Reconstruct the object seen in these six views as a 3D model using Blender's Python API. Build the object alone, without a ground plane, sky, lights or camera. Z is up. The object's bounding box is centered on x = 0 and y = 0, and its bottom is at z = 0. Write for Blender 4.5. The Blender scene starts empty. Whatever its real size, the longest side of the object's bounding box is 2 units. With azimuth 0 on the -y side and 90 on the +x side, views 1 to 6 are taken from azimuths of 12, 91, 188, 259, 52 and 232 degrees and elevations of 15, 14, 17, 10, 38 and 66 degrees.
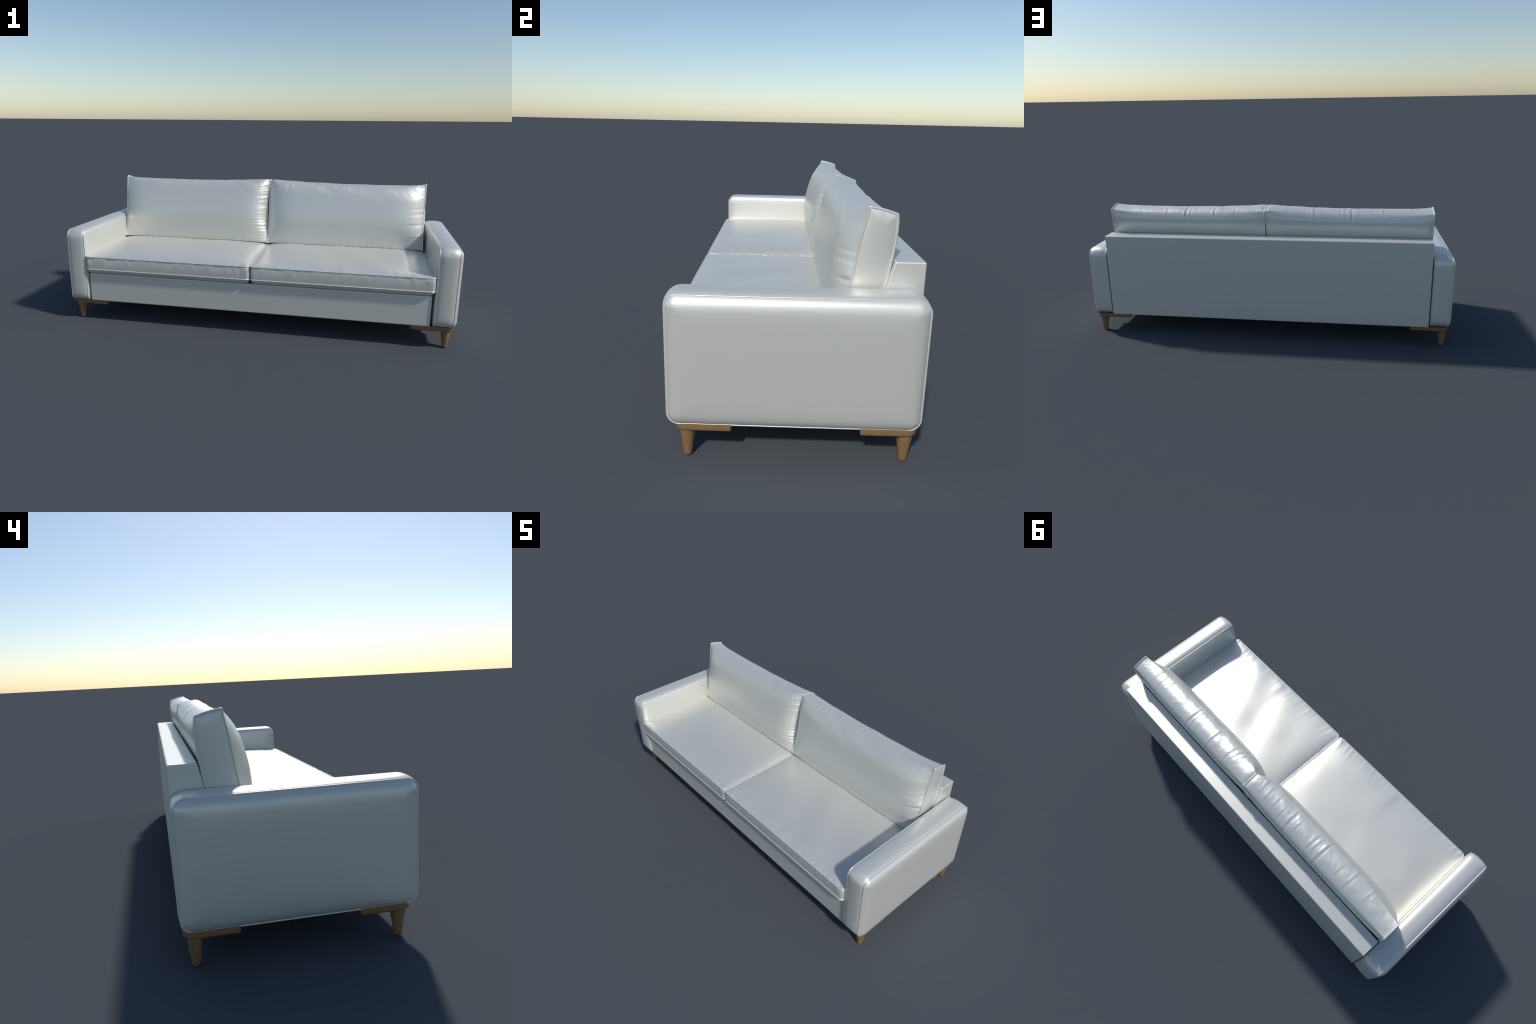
"""Two-seat upholstered sofa on short turned wooden legs, built part by part."""
import math
import bpy
import bmesh
import numpy as np

# ------------------------------------------------------------------ sizes (m)
ARM_IN, ARM_OUT = 0.889, 0.980          # seams of the armrest side panels
ARM_Y0, ARM_Y1 = -0.354, 0.3635         # armrest seam loop, front and rear
ARM_Z0, ARM_Z1 = 0.112, 0.496
SEAT_Y0, SEAT_Y1 = -0.3672, 0.222
SEAT_LOW, SEAT_TOP = 0.295, 0.361
FRAME_Z0 = 0.1148
PIPE_R = 0.0037


# ------------------------------------------------------------------ materials
def material(name, colour, roughness, grain_scale, grain, bump, metallic=0.0, stretch=(1, 1, 1), ior=1.5):
    m = bpy.data.materials.new(name)
    m.use_nodes = True
    nt = m.node_tree
    b = nt.nodes["Principled BSDF"]
    tc = nt.nodes.new("ShaderNodeTexCoord")
    mp = nt.nodes.new("ShaderNodeMapping")
    mp.inputs["Scale"].default_value = stretch
    nz = nt.nodes.new("ShaderNodeTexNoise")
    nz.inputs["Scale"].default_value = grain_scale
    nz.inputs["Detail"].default_value = 4
    ramp = nt.nodes.new("ShaderNodeValToRGB")
    lo, hi = 1 - grain, 1 + grain
    ramp.color_ramp.elements[0].position = 0.3
    ramp.color_ramp.elements[1].position = 0.7
    ramp.color_ramp.elements[0].color = (*[c * lo for c in colour], 1)
    ramp.color_ramp.elements[1].color = (*[min(1, c * hi) for c in colour], 1)
    nt.links.new(tc.outputs["Object"], mp.inputs["Vector"])
    nt.links.new(mp.outputs["Vector"], nz.inputs["Vector"])
    nt.links.new(nz.outputs["Fac"], ramp.inputs["Fac"])
    nt.links.new(ramp.outputs["Color"], b.inputs["Base Color"])
    b.inputs["Roughness"].default_value = roughness
    b.inputs["IOR"].default_value = ior
    b.inputs["Metallic"].default_value = metallic
    if bump:
        bp = nt.nodes.new("ShaderNodeBump")
        bp.inputs["Strength"].default_value = bump
        bp.inputs["Distance"].default_value = 0.001
        nt.links.new(nz.outputs["Fac"], bp.inputs["Height"])
        nt.links.new(bp.outputs["Normal"], b.inputs["Normal"])
    return m


UPHOLSTERY = material("white_upholstery", (0.72, 0.72, 0.665), 0.40, 160.0, 0.010, 0.0, metallic=0.43)
WOOD = material("oiled_wood", (0.245, 0.138, 0.059), 0.55, 30.0, 0.06, 0.03, stretch=(3, 3, 0.5))


# ------------------------------------------------------------------ mesh tools
def make_object(name, verts, faces, mat, parent, sharp=50.0):
    me = bpy.data.meshes.new(name)
    me.from_pydata([tuple(map(float, v)) for v in verts], [], faces)
    bm = bmesh.new()
    bm.from_mesh(me)
    bmesh.ops.remove_doubles(bm, verts=bm.verts, dist=1e-6)
    bmesh.ops.recalc_face_normals(bm, faces=bm.faces)
    bm.to_mesh(me)
    bm.free()
    me.polygons.foreach_set("use_smooth", [True] * len(me.polygons))
    me.set_sharp_from_angle(angle=math.radians(sharp))
    me.materials.append(mat)
    ob = bpy.data.objects.new(name, me)
    bpy.context.scene.collection.objects.link(ob)
    ob.parent = parent
    return ob


def loft(rings, cap_ends=True):
    """Skin a list of equally long closed rings (n x 3 arrays)."""
    n = len(rings[0])
    verts = np.vstack(rings)
    faces = []
    for k in range(len(rings) - 1):
        a, b = k * n, (k + 1) * n
        for i in range(n):
            j = (i + 1) % n
            faces.append((a + i, a + j, b + j, b + i))
    if cap_ends:
        faces.append(tuple(range(n)))
        faces.append(tuple(range((len(rings) - 1) * n, len(rings) * n)))
    return verts, faces


def tube(path, radius, sides=10):
    """A round cord along a closed path."""
    p = np.asarray(path, float)
    t = np.roll(p, -1, 0) - np.roll(p, 1, 0)
    t /= np.linalg.norm(t, axis=1)[:, None]
    c = p.mean(0)
    axis = np.linalg.svd(p - c, full_matrices=False)[2][2]     # normal of the loop's plane
    e1 = np.cross(t, axis)
    e1 /= np.linalg.norm(e1, axis=1)[:, None]
    e2 = np.cross(t, e1)
    n, verts, faces = len(p), [], []
    for s in range(sides):
        a = 2 * math.pi * s / sides
        verts.append(p + radius * (math.cos(a) * e1 + math.sin(a) * e2))
    verts = np.stack(verts, 1).reshape(-1, 3)
    for i in range(n):
        i2 = (i + 1) % n
        for s in range(sides):
            s2 = (s + 1) % sides
            faces.append((i * sides + s, i * sides + s2, i2 * sides + s2, i2 * sides + s))
    return verts, faces


def merge(parts):
    verts, faces, base = [], [], 0
    for v, f in parts:
        verts.append(np.asarray(v))
        faces += [tuple(i + base for i in q) for q in f]
        base += len(v)
    return np.vstack(verts), faces


def round_rect(a0, a1, b0, b1, radii, inset=0.0, step=0.01, corner=8, counts=None):
    """Closed loop of a rectangle with rounded corners (order: a0b0, a1b0, a1b1, a0b1).
    The number of points depends on the un-inset size, so that insets can be lofted."""
    na = max(2, int((a1 - a0) / step))
    nb = max(2, int((b1 - b0) / step))
    A0, A1, B0, B1 = a0 + inset, a1 - inset, b0 + inset, b1 - inset
    r = [max(q - inset, 0.25 * q) for q in radii]
    lim = 0.499 * min(A1 - A0, B1 - B0)
    r = [min(q, lim) for q in r]
    centres = [(A0 + r[0], B0 + r[0]), (A1 - r[1], B0 + r[1]), (A1 - r[2], B1 - r[2]), (A0 + r[3], B1 - r[3])]
    pts = []
    for k in range(4):
        c, q = centres[k], r[k]
        start = math.pi + k * math.pi / 2
        for i in range(corner + 1):
            a = start + (math.pi / 2) * i / corner
            pts.append((c[0] + q * math.cos(a), c[1] + q * math.sin(a)))
        end = pts[-1]
        c2, q2 = centres[(k + 1) % 4], r[(k + 1) % 4]
        a2 = math.pi + (k + 1) * math.pi / 2
        nxt = (c2[0] + q2 * math.cos(a2), c2[1] + q2 * math.sin(a2))
        m = na if k % 2 == 0 else nb
        for i in range(1, m):
            f = i / m
            pts.append((end[0] + (nxt[0] - end[0]) * f, end[1] + (nxt[1] - end[1]) * f))
    return np.array(pts)


class Ripple:
    """Smooth one-dimensional noise with a given wavelength."""

    def __init__(self, seed, wavelength, length=4.0):
        rng = np.random.default_rng(seed)
        self.w = wavelength
        self.v = rng.uniform(-1, 1, int(length / wavelength) + 8)

    def __call__(self, x):
        q = (np.asarray(x, float) + 1.5) / self.w
        i = np.clip(np.floor(q).astype(int), 0, len(self.v) - 2)
        f = np.clip(q - i, 0, 1)
        f = f * f * (3 - 2 * f)
        return self.v[i] * (1 - f) + self.v[i + 1] * f


def smoothstep(a, b, x):
    t = np.clip((np.asarray(x, float) - a) / (b - a), 0, 1)
    return t * t * (3 - 2 * t)


def bump(x, c, w):
    return np.exp(-((np.asarray(x, float) - c) / w) ** 2)


# ------------------------------------------------------------------ root
sofa = bpy.data.objects.new("sofa", None)
bpy.context.scene.collection.objects.link(sofa)
sofa["label"] = "white upholstered two-cushion sofa with piped seams and tapered wooden legs"
sofa["category"] = "sofa"


# ------------------------------------------------------------------ base and backrest frame
def bevelled(name, profile_yz, half_x, width, segments=4):
    """Prism along x with a rounded edge all round."""
    n = len(profile_yz)
    verts = [(-half_x, y, z) for y, z in profile_yz] + [(half_x, y, z) for y, z in profile_yz]
    faces = [tuple(range(n)), tuple(range(n, 2 * n))]
    faces += [(i, (i + 1) % n, n + (i + 1) % n, n + i) for i in range(n)]
    me = bpy.data.meshes.new(name)
    me.from_pydata(verts, [], faces)
    bm = bmesh.new()
    bm.from_mesh(me)
    bmesh.ops.recalc_face_normals(bm, faces=bm.faces)
    bmesh.ops.bevel(bm, geom=list(bm.edges), offset=width, segments=segments, profile=0.5, affect="EDGES")
    bm.to_mesh(me)
    bm.free()
    me.polygons.foreach_set("use_smooth", [True] * len(me.polygons))
    me.set_sharp_from_angle(angle=math.radians(35))
    me.materials.append(UPHOLSTERY)
    ob = bpy.data.objects.new(name, me)
    bpy.context.scene.collection.objects.link(ob)
    ob.parent = sofa
    md = ob.modifiers.new("face_weighted", "WEIGHTED_NORMAL")
    md.keep_sharp = True
    return ob


bevelled("base_rail", [(-0.347, FRAME_Z0), (0.2215, FRAME_Z0), (0.2215, 0.268), (-0.347, 0.268)], 0.8745, 0.006)
bevelled("backrest_frame", [(0.2225, FRAME_Z0 - 0.0005), (0.3680, FRAME_Z0 - 0.0005), (0.3680, 0.577),
                            (0.2795, 0.577), (0.2225, 0.36)], 0.8795, 0.005)


# ------------------------------------------------------------------ armrests
def armrest(side):
    radii = (0.034, 0.034, 0.036, 0.034)

    def loop(x, inset, up=0.0, fore=0.0, aft=0.0, down=0.0, r=radii):
        p = round_rect(ARM_Y0 - fore, ARM_Y1 + aft, ARM_Z0 - down, ARM_Z1 + up, r, inset,
                       step=0.02, corner=12)
        return np.column_stack([np.full(len(p), side * x), p])

    rings = []
    # inner panel, from its middle out to the seam
    for d in (0.15, 0.11, 0.08, 0.06, 0.045, 0.034, 0.025, 0.018, 0.012, 0.007, 0.003, 0.0008):
        rings.append(loop(ARM_IN - 0.0085 * (1 - math.exp(-d / 0.016)), d))
    n_in = len(rings)
    # wrap-round strip between the two seams, crowned in the middle
    for k in range(17):
        t = k / 16
        x = ARM_IN + (ARM_OUT - ARM_IN) * t
        crown = (1 - abs(2 * t - 1) ** 2.6) ** 0.8
        rr = tuple(q + crown * g for q, g in zip(radii, (0.010, 0.010, 0.013, 0.013)))
        rings.append(loop(x, 0.0, up=0.0112 * crown, fore=0.0095 * crown, aft=0.0065 * crown, r=rr))
    # outer panel
    for d in (0.0008, 0.003, 0.006, 0.010, 0.014, 0.019, 0.025, 0.032, 0.042, 0.055, 0.075, 0.10, 0.13, 0.16):
        rings.append(loop(ARM_OUT + 0.0200 * (1 - math.exp(-d / 0.0145)), d))
    verts, faces = loft(rings)
    arm = make_object("armrest", verts, faces, UPHOLSTERY, sofa, 40)
    cords = []
    for x in (ARM_IN, ARM_OUT):
        p = round_rect(ARM_Y0, ARM_Y1, ARM_Z0, ARM_Z1, radii, -0.0008, step=0.02, corner=14)
        cords.append(tube(np.column_stack([np.full(len(p), side * x), p]), 0.0025))
    make_object("piping", *merge(cords), UPHOLSTERY, arm, 80)
    return arm


for s in (1, -1):
    armrest(s)


# ------------------------------------------------------------------ seat cushions
def seat_cushion(x0, x1, seed):
    radii = (0.016, 0.016, 0.012, 0.012)
    cx, hx = (x0 + x1) / 2, (x1 - x0) / 2
    cy, hy = (SEAT_Y0 + SEAT_Y1) / 2, (SEAT_Y1 - SEAT_Y0) / 2
    fine, broad, side_fine = Ripple(seed, 0.016), Ripple(seed + 1, 0.045), Ripple(seed + 2, 0.022)
    fr = [np.random.default_rng(seed + 9).uniform(-1, 1, 3) for _ in range(1)][0]

    def loop(inset):
        return round_rect(x0, x1, SEAT_Y0, SEAT_Y1, radii, inset, step=0.004, corner=8)

    def near_ends(x):
        d = hx - np.abs(x - cx)
        return 0.25 + 0.75 * np.exp(-d / 0.11)

    def ring(inset, z, out=0.0):
        p = loop(inset - out)
        return np.column_stack([p, np.full(len(p), z)])

    rings = [ring(0.12, 0.2690), ring(0.06, 0.2690), ring(0.034, 0.2690), ring(0.024, 0.2698), ring(0.016, 0.2720),
             ring(0.009, 0.2764), ring(0.003, 0.2825), ring(-0.0004, 0.2893), ring(-0.0014, 0.2933), ring(-0.0015, SEAT_LOW)]
    # side band, with short tucks hanging from the upper seam
    for t in (0.04, 0.12, 0.25, 0.4, 0.55, 0.68, 0.78, 0.86, 0.92, 0.97):
        r = ring(0.0, SEAT_LOW + (SEAT_TOP - SEAT_LOW) * t, 0.0022 * (1 - abs(2 * t - 1) ** 2.5) + 0.0015 * (1 - t))
        tuck = 0.0040 * side_fine(r[:, 0] + 0.35 * (1 - t) * 0.06) * near_ends(r[:, 0]) * smoothstep(0.35, 0.8, t) * smoothstep(1.0, 0.93, t)
        front = r[:, 1] < SEAT_Y0 + 0.004
        r[:, 1] -= np.where(front, tuck, 0)
        rings.append(r)
    rings.append(ring(0.0, SEAT_TOP))
    # crowned top
    insets = [0.0008, 0.002, 0.004, 0.0065, 0.0095, 0.013, 0.017, 0.022, 0.028, 0.035, 0.043, 0.052, 0.062, 0.073,
              0.085, 0.098, 0.112, 0.127, 0.143, 0.16, 0.178, 0.197, 0.217, 0.238, 0.260, 0.278, 0.287, 0.2915, 0.2935]
    for d in insets:
        p = loop(d)
        x, y = p[:, 0], p[:, 1]
        s, t = (x - cx) / hx, (y - cy) / hy
        edge = (1 - np.exp(-np.maximum(hx - np.abs(x - cx), 0) / 0.042)) * (1 - np.exp(-np.maximum(hy - np.abs(y - cy), 0) / 0.06))
        h = 0.0026 * (1 - math.exp(-d / 0.008)) + 0.0185 * edge * (1 - 0.08 * s * s) * (0.84 + 0.16 * smoothstep(-1, 0.4, t))
        df = y - SEAT_Y0
        # tucks along the front seam, strongest towards the corners
        h += 0.0032 * fine(x + 0.12 * df * np.sign(x - cx)) * near_ends(x) * np.exp(-df / 0.036) * smoothstep(0, 0.005, df)
        # one soft pull running back from the middle of the front seam
        pull = cx + 0.02 * fr[0] + 0.25 * df * fr[1]
        h += 0.0040 * np.tanh((x - pull) / (0.015 + 0.2 * df)) * np.exp(-np.abs(x - pull) / (0.06 + 0.3 * df)) * np.exp(-df / 0.14) * smoothstep(0, 0.03, df)
        # slack, wide waves of the cover
        dent_a, dent_b = broad(x * 0.36 + y * 0.18), broad(y * 0.40 - x * 0.15 + 0.7)
        h += (0.0045 * dent_a * dent_b + 0.0010 * dent_a + 0.0012 * dent_b) * edge
        # little drags along the short inner seam
        inner = np.abs(x) - 0.004
        h += 0.0012 * fine(y * 0.9 + 0.4 * inner) * np.exp(-np.maximum(inner, 0) / 0.02) * smoothstep(0, 0.006, inner)
        rings.append(np.column_stack([p, SEAT_TOP + h]))
    rings[-1][:, 1] = cy                                    # the last ring closes on its own middle line
    verts, faces = loft(rings)
    faces.pop()
    ob = make_object("seat_cushion", verts, faces, UPHOLSTERY, sofa, 60)
    cords = []
    for z in (SEAT_LOW, SEAT_TOP):
        p = round_rect(x0, x1, SEAT_Y0, SEAT_Y1, radii, -0.0012 if z == SEAT_TOP else -0.0022, step=0.004, corner=10)
        q = np.column_stack([p, np.full(len(p), z)])
        if z == SEAT_TOP:
            q[:, 2] += 0.0007 * fine(p[:, 0] * 1.3 + p[:, 1]) * near_ends(p[:, 0])
        cords.append(tube(q, 0.0029, 10))
    make_object("piping", *merge(cords), UPHOLSTERY, ob, 80)
    return ob


seat_cushion(0.0055, 0.8800, 11)
seat_cushion(-0.8795, -0.0035, 23)


# ------------------------------------------------------------------ back cushions
# cross-section (y, z) at the side seams: bottom, front, top, rear edges meet at four corners
END_SIDES = [
    [(0.224, 0.372), (0.172, 0.368), (0.122, 0.373)],
    [(0.122, 0.373), (0.137, 0.425), (0.156, 0.488), (0.171, 0.566), (0.183, 0.645), (0.193, 0.690), (0.2005, 0.7280)],
    [(0.2005, 0.7280), (0.240, 0.7205), (0.279, 0.7085)],
    [(0.279, 0.7085), (0.2805, 0.662), (0.2725, 0.582), (0.2545, 0.488), (0.224, 0.372)],
]
# the same outline through the stuffed middle of the cushion
MID_SIDES = [
    [(0.222, 0.372), (0.165, 0.371), (0.112, 0.377)],
    [(0.112, 0.377), (0.101, 0.420), (0.096, 0.485), (0.104, 0.555), (0.128, 0.640), (0.151, 0.688), (0.180, 0.7110)],
    [(0.180, 0.7110), (0.215, 0.7152), (0.247, 0.7095), (0.274, 0.6930)],
    [(0.274, 0.6930), (0.2895, 0.655), (0.2715, 0.583), (0.2545, 0.488), (0.222, 0.372)],
]
COUNTS = [24, 184, 44, 64]


def catmull(points, n, before=None, after=None):
    """n samples (end excluded) of a Catmull-Rom curve, spaced by chord length."""
    p = [np.array(q, float) for q in points]
    first = np.array(before, float) if before is not None else 2 * p[0] - p[1]
    last = np.array(after, float) if after is not None else 2 * p[-1] - p[-2]
    q = [first] + p + [last]
    out, dense = [], []
    for k in range(1, len(q) - 2):
        for i in range(24):
            t = i / 24
            a, b, c, d = q[k - 1], q[k], q[k + 1], q[k + 2]
            dense.append(0.5 * (2 * b + (c - a) * t + (2 * a - 5 * b + 4 * c - d) * t * t + (3 * b - a - 3 * c + d) * t ** 3))
    dense.append(p[-1])
    dense = np.array(dense)
    s = np.concatenate([[0], np.cumsum(np.linalg.norm(np.diff(dense, axis=0), axis=1))])
    want = np.linspace(0, s[-1], n, endpoint=False)
    return np.column_stack([np.interp(want, s, dense[:, k]) for k in (0, 1)])


def outline(sides, smooth):
    out = []
    for k, side in enumerate(sides):
        before = sides[k - 1][-2] if smooth else None
        after = sides[(k + 1) % 4][1] if smooth else None
        out.append(catmull(side, COUNTS[k], before, after))
    p = np.vstack(out)
    for _ in range(8 if smooth else 2):
        p = 0.5 * p + 0.25 * (np.roll(p, 1, 0) + np.roll(p, -1, 0))
    return p


END, MID = outline(END_SIDES, False), outline(MID_SIDES, True)
N_U = len(END)
I_FRONT, I_TOP, I_REAR = COUNTS[0], COUNTS[0] + COUNTS[1], sum(COUNTS[:3])


def back_cushion(x_left, x_right, inner_side, waist_left, waist_right, folds, tucks, seed):
    """inner_side: -1 when the left end meets the other cushion, +1 when the right end does.
    folds: (x, place across the top 0..1, half length, slant, width, height) creases over the top;
    tucks: (end, low z, high z, reach, height, wavelength) gathers along an end seam."""
    n_x = 260
    k = np.linspace(-1, 1, n_x)
    e = np.sign(k) * (1 - (1 - np.abs(k)) ** 1.35)          # denser towards the seams
    fx = 0.5 + 0.5 * e
    u = np.arange(N_U)
    waist = np.sin(np.pi * np.clip((END[:, 1] - 0.37) / 0.357, 0, 1)) ** 1.2
    xl = x_left + waist_left * waist
    xr = x_right - waist_right * waist
    top_like = smoothstep(I_TOP - 50, I_TOP - 12, u) * smoothstep(I_REAR + 14, I_REAR + 2, u)
    cross = np.clip((u - (I_TOP - 56)) / (I_REAR - I_TOP + 62.0), -0.5, 1.5)     # 0 front shoulder, 1 rear edge
    rip = [Ripple(seed + i, tk[5]) for i, tk in enumerate(tucks)]
    hem, slack = Ripple(seed + 40, 0.017), Ripple(seed + 41, 0.05)
    crumple = [(Ripple(seed + 50 + i, w), c, a) for i, (w, c, a) in
               enumerate([(0.022, 0.10, 0.0007), (0.030, -0.13, 0.0009), (0.016, 0.22, 0.0004), (0.040, 0.35, 0.0009), (0.009, 0.06, 0.00035), (0.011, -0.28, 0.0003)])]
    bend = np.random.default_rng(seed + 60).uniform(-1, 1, len(folds))
    rows = []
    for f in fx:
        x = xl + (xr - xl) * f
        dl, dr = f * (x_right - x_left), (1 - f) * (x_right - x_left)
        d = min(dl, dr)
        tau_l, tau_r = (0.035, 0.075) if inner_side < 0 else (0.075, 0.035)
        tau_fl, tau_fr = (0.046, 0.048) if inner_side < 0 else (0.050, 0.036)
        fill_front = (1 - math.exp(-dl / tau_fl)) * (1 - math.exp(-dr / tau_fr))
        fill_top = (1 - math.exp(-dl / tau_l)) * (1 - math.exp(-dr / tau_r))
        w = fill_front * (1 - top_like) + fill_top * top_like
        w = w[:, None]
        p = END * (1 - w) + MID * w
        # the two cushions hold each other up where they meet
        d_in = dl if inner_side < 0 else dr
        lift = 0.0115 * (1 - math.exp(-d_in / 0.014)) * math.exp(-(d_in / 0.22) ** 2)
        p[:, 1] += lift * smoothstep(0.60, 0.70, p[:, 1])
        t = np.roll(p, -1, 0) - np.roll(p, 1, 0)
        t /= np.linalg.norm(t, axis=1)[:, None] + 1e-12
        nrm = np.column_stack([-t[:, 1], t[:, 0]])      # outward for this winding
        if inward:
            nrm = -nrm
        h = np.zeros(N_U)
        gate = 1 - math.exp(-(d / 0.012) ** 2)
        for (x0, c0, half, slant, width, height), bow in zip(folds, bend):
            xx = x - x0 - slant * (cross - c0) * 0.12 - 0.035 * bow * (cross - c0 - 0.2) ** 2
            along = np.exp(-np.abs((cross - c0 - 0.20) / (0.72 * half)) ** 3)
            h += 0.66 * gate * height * along * (np.exp(-(xx / width) ** 2) - 0.9 * np.exp(-((xx + 1.5 * width) / (0.9 * width)) ** 2))
        front = smoothstep(I_FRONT - 2, I_FRONT + 4, u) * smoothstep(I_TOP + 16, I_TOP - 6, u)
        for r, (end, z0, z1, reach, height, _) in zip(rip, tucks):
            dd = dl if end < 0 else dr
            span = smoothstep(z0 - 0.02, z0 + 0.02, p[:, 1]) * smoothstep(z1 + 0.02, z1 - 0.02, p[:, 1])
            fan = p[:, 1] + dd * 0.7 * (p[:, 1] - 0.53)
            h += height * span * front * r(fan) * math.exp(-dd / reach) * (1 - math.exp(-dd / 0.004))
        # small gathers above the lower front seam and slack ripples everywhere
        low = np.exp(-np.maximum(p[:, 1] - 0.378, 0) / 0.022) * front * smoothstep(0.372, 0.385, p[:, 1])
        h += 0.0016 * low * hem(x + 0.1 * (p[:, 1] - 0.38) * np.sign(f - 0.5)) * gate
        h += 0.0009 * gate * slack(x * 0.8 + 0.25 * cross) * top_like
        for noise, shear, height in crumple:
            h += 0.42 * height * gate * noise(x + shear * cross) * top_like * smoothstep(I_REAR + 2, I_REAR - 10, u)
        p = p + nrm * h[:, None]
        rows.append(np.column_stack([x, p]))
    # slightly padded side panels, drawn in towards the middle line of the cushion
    mid_z = np.clip(END[:, 1], 0.372 + 0.012, 0.7265 - 0.012)
    front_y = np.interp(mid_z, END[I_FRONT:I_TOP, 1], END[I_FRONT:I_TOP, 0])
    rear = END[I_REAR:][::-1]
    rear_y = np.interp(mid_z, rear[:, 1], rear[:, 0])
    spine = np.column_stack([(front_y + rear_y) / 2, mid_z])
    puff = 0.0080

    def panel(xs, sign):
        fill = 0.001 if sign == inner_side else puff        # pressed flat where the cushions touch
        out = []
        for q in (0.01, 0.03, 0.1, 0.2, 0.32, 0.46, 0.62, 0.8, 0.97):
            p = END * (1 - q) + spine * q
            gap = np.sqrt(((p[:, None, :] - END[None, :, :]) ** 2).sum(2)).min(1)
            out.append(np.column_stack([xs + sign * fill * (1 - np.exp(-gap / 0.018)), p]))
        return out

    rings = panel(xl, -1)[::-1] + rows + panel(xr, 1)
    verts, faces = loft(rings)
    ob = make_object("back_cushion", verts, faces, UPHOLSTERY, sofa, 55)
    cords = [tube(np.column_stack([xs, END + (END - END.mean(0)) * np.array([0.008, 0.003])]), PIPE_R) for xs in (xl, xr)]
    make_object("piping", *merge(cords), UPHOLSTERY, ob, 80)
    return ob


# outward side of the outline, decided by its winding
_area = 0.5 * np.sum(END[:, 0] * np.roll(END[:, 1], -1) - np.roll(END[:, 0], -1) * END[:, 1])
inward = _area > 0

back_cushion(0.0022, 0.8635, -1, -0.001, 0.003,
             folds=[(0.742, 0.45, 0.26, 0.10, 0.007, 0.0009), (0.700, 0.50, 0.24, 0.05, 0.006, 0.0008),
                    (0.655, 0.40, 0.22, 0.00, 0.007, 0.0007), (0.447, 0.60, 0.50, 0.06, 0.008, 0.0020),
                    (0.421, 0.55, 0.36, 0.05, 0.006, 0.0011), (0.285, 0.55, 0.42, 0.10, 0.007, 0.0020),
                    (0.268, 0.40, 0.32, 0.10, 0.005, 0.0010), (0.165, 0.45, 0.34, 0.25, 0.008, 0.0012),
                    (0.125, 0.30, 0.34, 0.40, 0.008, 0.0014), (0.085, 0.22, 0.30, 0.60, 0.007, 0.0011),
                    (0.360, 0.25, 0.18, 0.20, 0.006, 0.0007), (0.560, 0.70, 0.20, -0.10, 0.007, 0.0007)],
             tucks=[(1, 0.43, 0.60, 0.042, 0.0046, 0.015), (1, 0.37, 0.72, 0.022, 0.0016, 0.014),
                    (-1, 0.37, 0.70, 0.028, 0.0018, 0.022)], seed=101)
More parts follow.
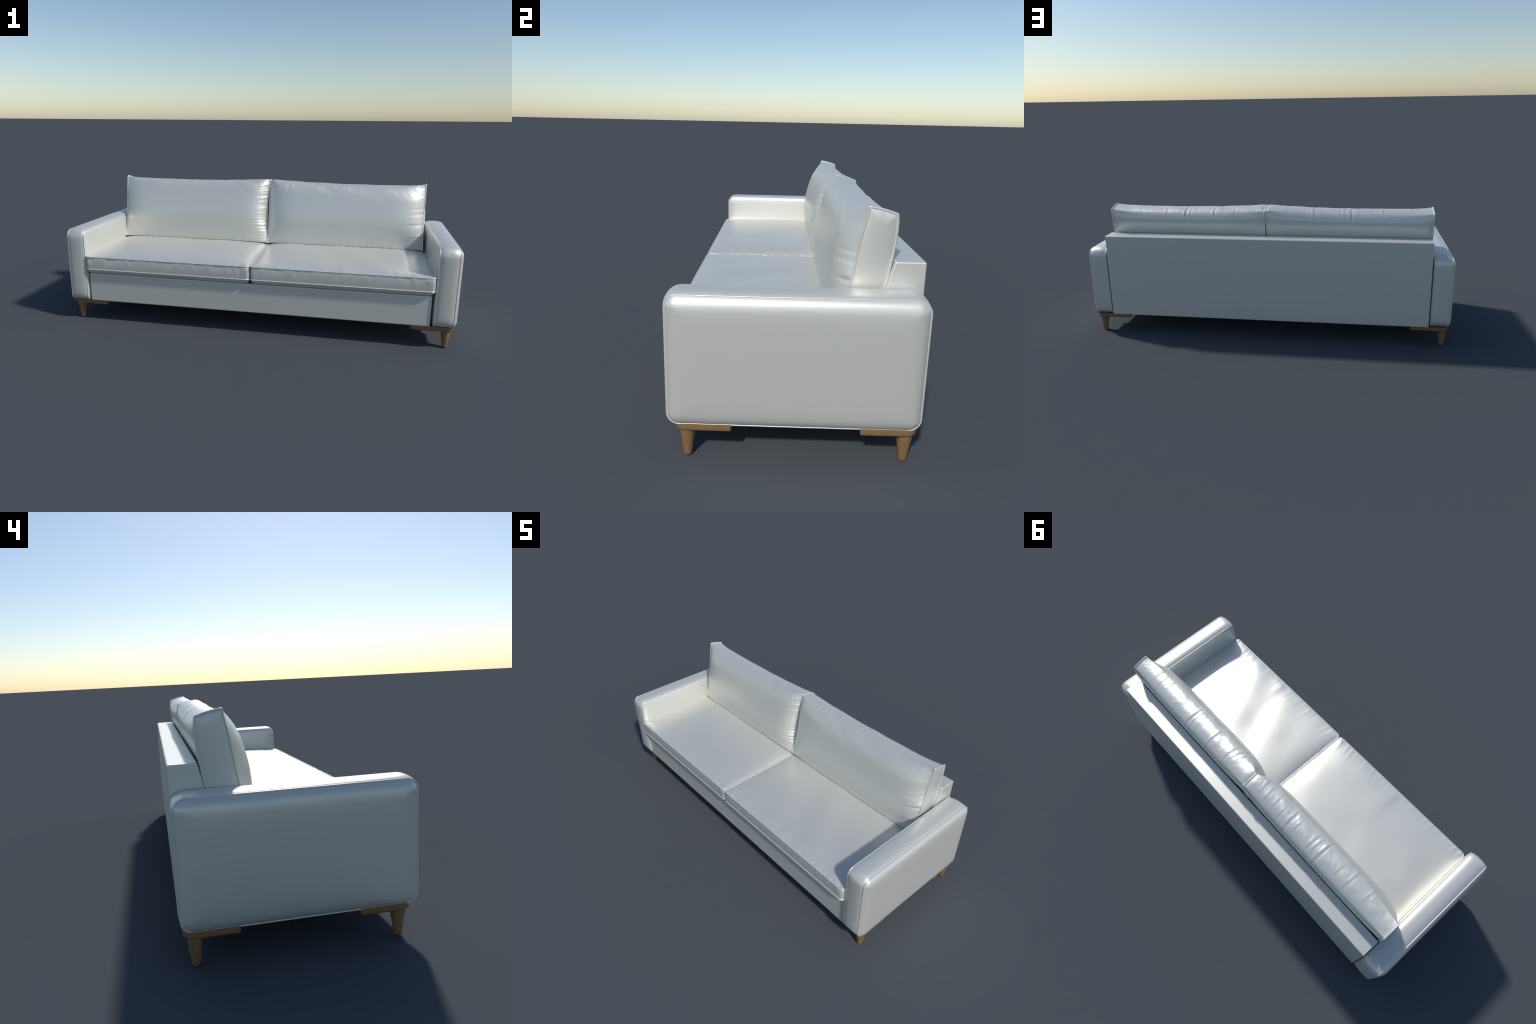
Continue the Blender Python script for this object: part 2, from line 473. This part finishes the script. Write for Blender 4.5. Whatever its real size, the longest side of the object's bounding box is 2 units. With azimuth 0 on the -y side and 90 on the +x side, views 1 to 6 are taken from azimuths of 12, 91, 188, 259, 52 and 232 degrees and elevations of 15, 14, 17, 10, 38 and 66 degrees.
back_cushion(-0.8825, -0.0028, 1, 0.002, 0.008,
             folds=[(-0.052, 0.35, 0.32, -0.40, 0.008, 0.0013), (-0.100, 0.45, 0.28, -0.20, 0.007, 0.0009),
                    (-0.155, 0.50, 0.24, -0.10, 0.006, 0.0008), (-0.205, 0.60, 0.26, -0.05, 0.006, 0.0009),
                    (-0.255, 0.50, 0.44, -0.05, 0.008, 0.0018), (-0.300, 0.55, 0.26, 0.00, 0.006, 0.0010),
                    (-0.395, 0.50, 0.34, 0.05, 0.007, 0.0013), (-0.420, 0.50, 0.28, 0.05, 0.006, 0.0011),
                    (-0.455, 0.55, 0.50, 0.08, 0.007, 0.0024), (-0.560, 0.55, 0.28, 0.05, 0.006, 0.0008),
                    (-0.625, 0.45, 0.38, 0.10, 0.007, 0.0014), (-0.725, 0.30, 0.30, 0.15, 0.007, 0.0012)],
             tucks=[(1, 0.40, 0.71, 0.024, 0.0046, 0.0062), (1, 0.40, 0.71, 0.03, 0.0035, 0.013), (1, 0.39, 0.52, 0.055, 0.0026, 0.0085),
                    (-1, 0.37, 0.70, 0.022, 0.0009, 0.022)], seed=202)


# ------------------------------------------------------------------ legs and corner brackets
def leg_mesh():
    prof = [(0.0075, 0.0), (0.0105, 0.0006), (0.0122, 0.0025), (0.0130, 0.006), (0.0158, 0.030), (0.0204, 0.062),
            (0.0242, 0.090), (0.0242, 0.096)]
    n = 40
    rings = []
    for r, z in prof:
        a = np.arange(n) * 2 * math.pi / n
        rings.append(np.column_stack([r * np.cos(a), r * np.sin(a), np.full(n, z)]))
    return loft(rings)


def bracket_mesh(front):
    """Flat block under the corner; local origin at its outer corner, growing towards +x inward."""
    w, l = 0.199, 0.166
    radii = (0.034, 0.006, 0.006, 0.006)
    rings = []
    for z, d in ((0.1125, 0.0), (0.099, 0.0), (0.0955, 0.0008), (0.0925, 0.0028), (0.0905, 0.0058), (0.0900, 0.0095), (0.0900, 0.03)):
        p = round_rect(0, w, 0, l, radii, d, step=0.02, corner=10)
        rings.append(np.column_stack([p, np.full(len(p), z)]))
    return loft(rings)


leg_verts, leg_faces = leg_mesh()
first_leg = None
for sx in (1, -1):
    for sy, ly, oy in ((-1, -0.300, -0.337), (1, 0.327, 0.361)):
        v, f = bracket_mesh(sy < 0)
        v = np.column_stack([sx * (0.986 - v[:, 0]), oy - sy * v[:, 1], v[:, 2]])
        make_object("leg_bracket", v, f, WOOD, sofa, 40)
        if first_leg is None:
            first_leg = leg = make_object("leg", leg_verts, leg_faces, WOOD, sofa, 40)
        else:
            leg = first_leg.copy()
            bpy.context.scene.collection.objects.link(leg)
        leg.location = (sx * 0.9555, ly, 0)
        leg.rotation_euler = (0, 0, 0.9 * sx + 0.7 * sy)
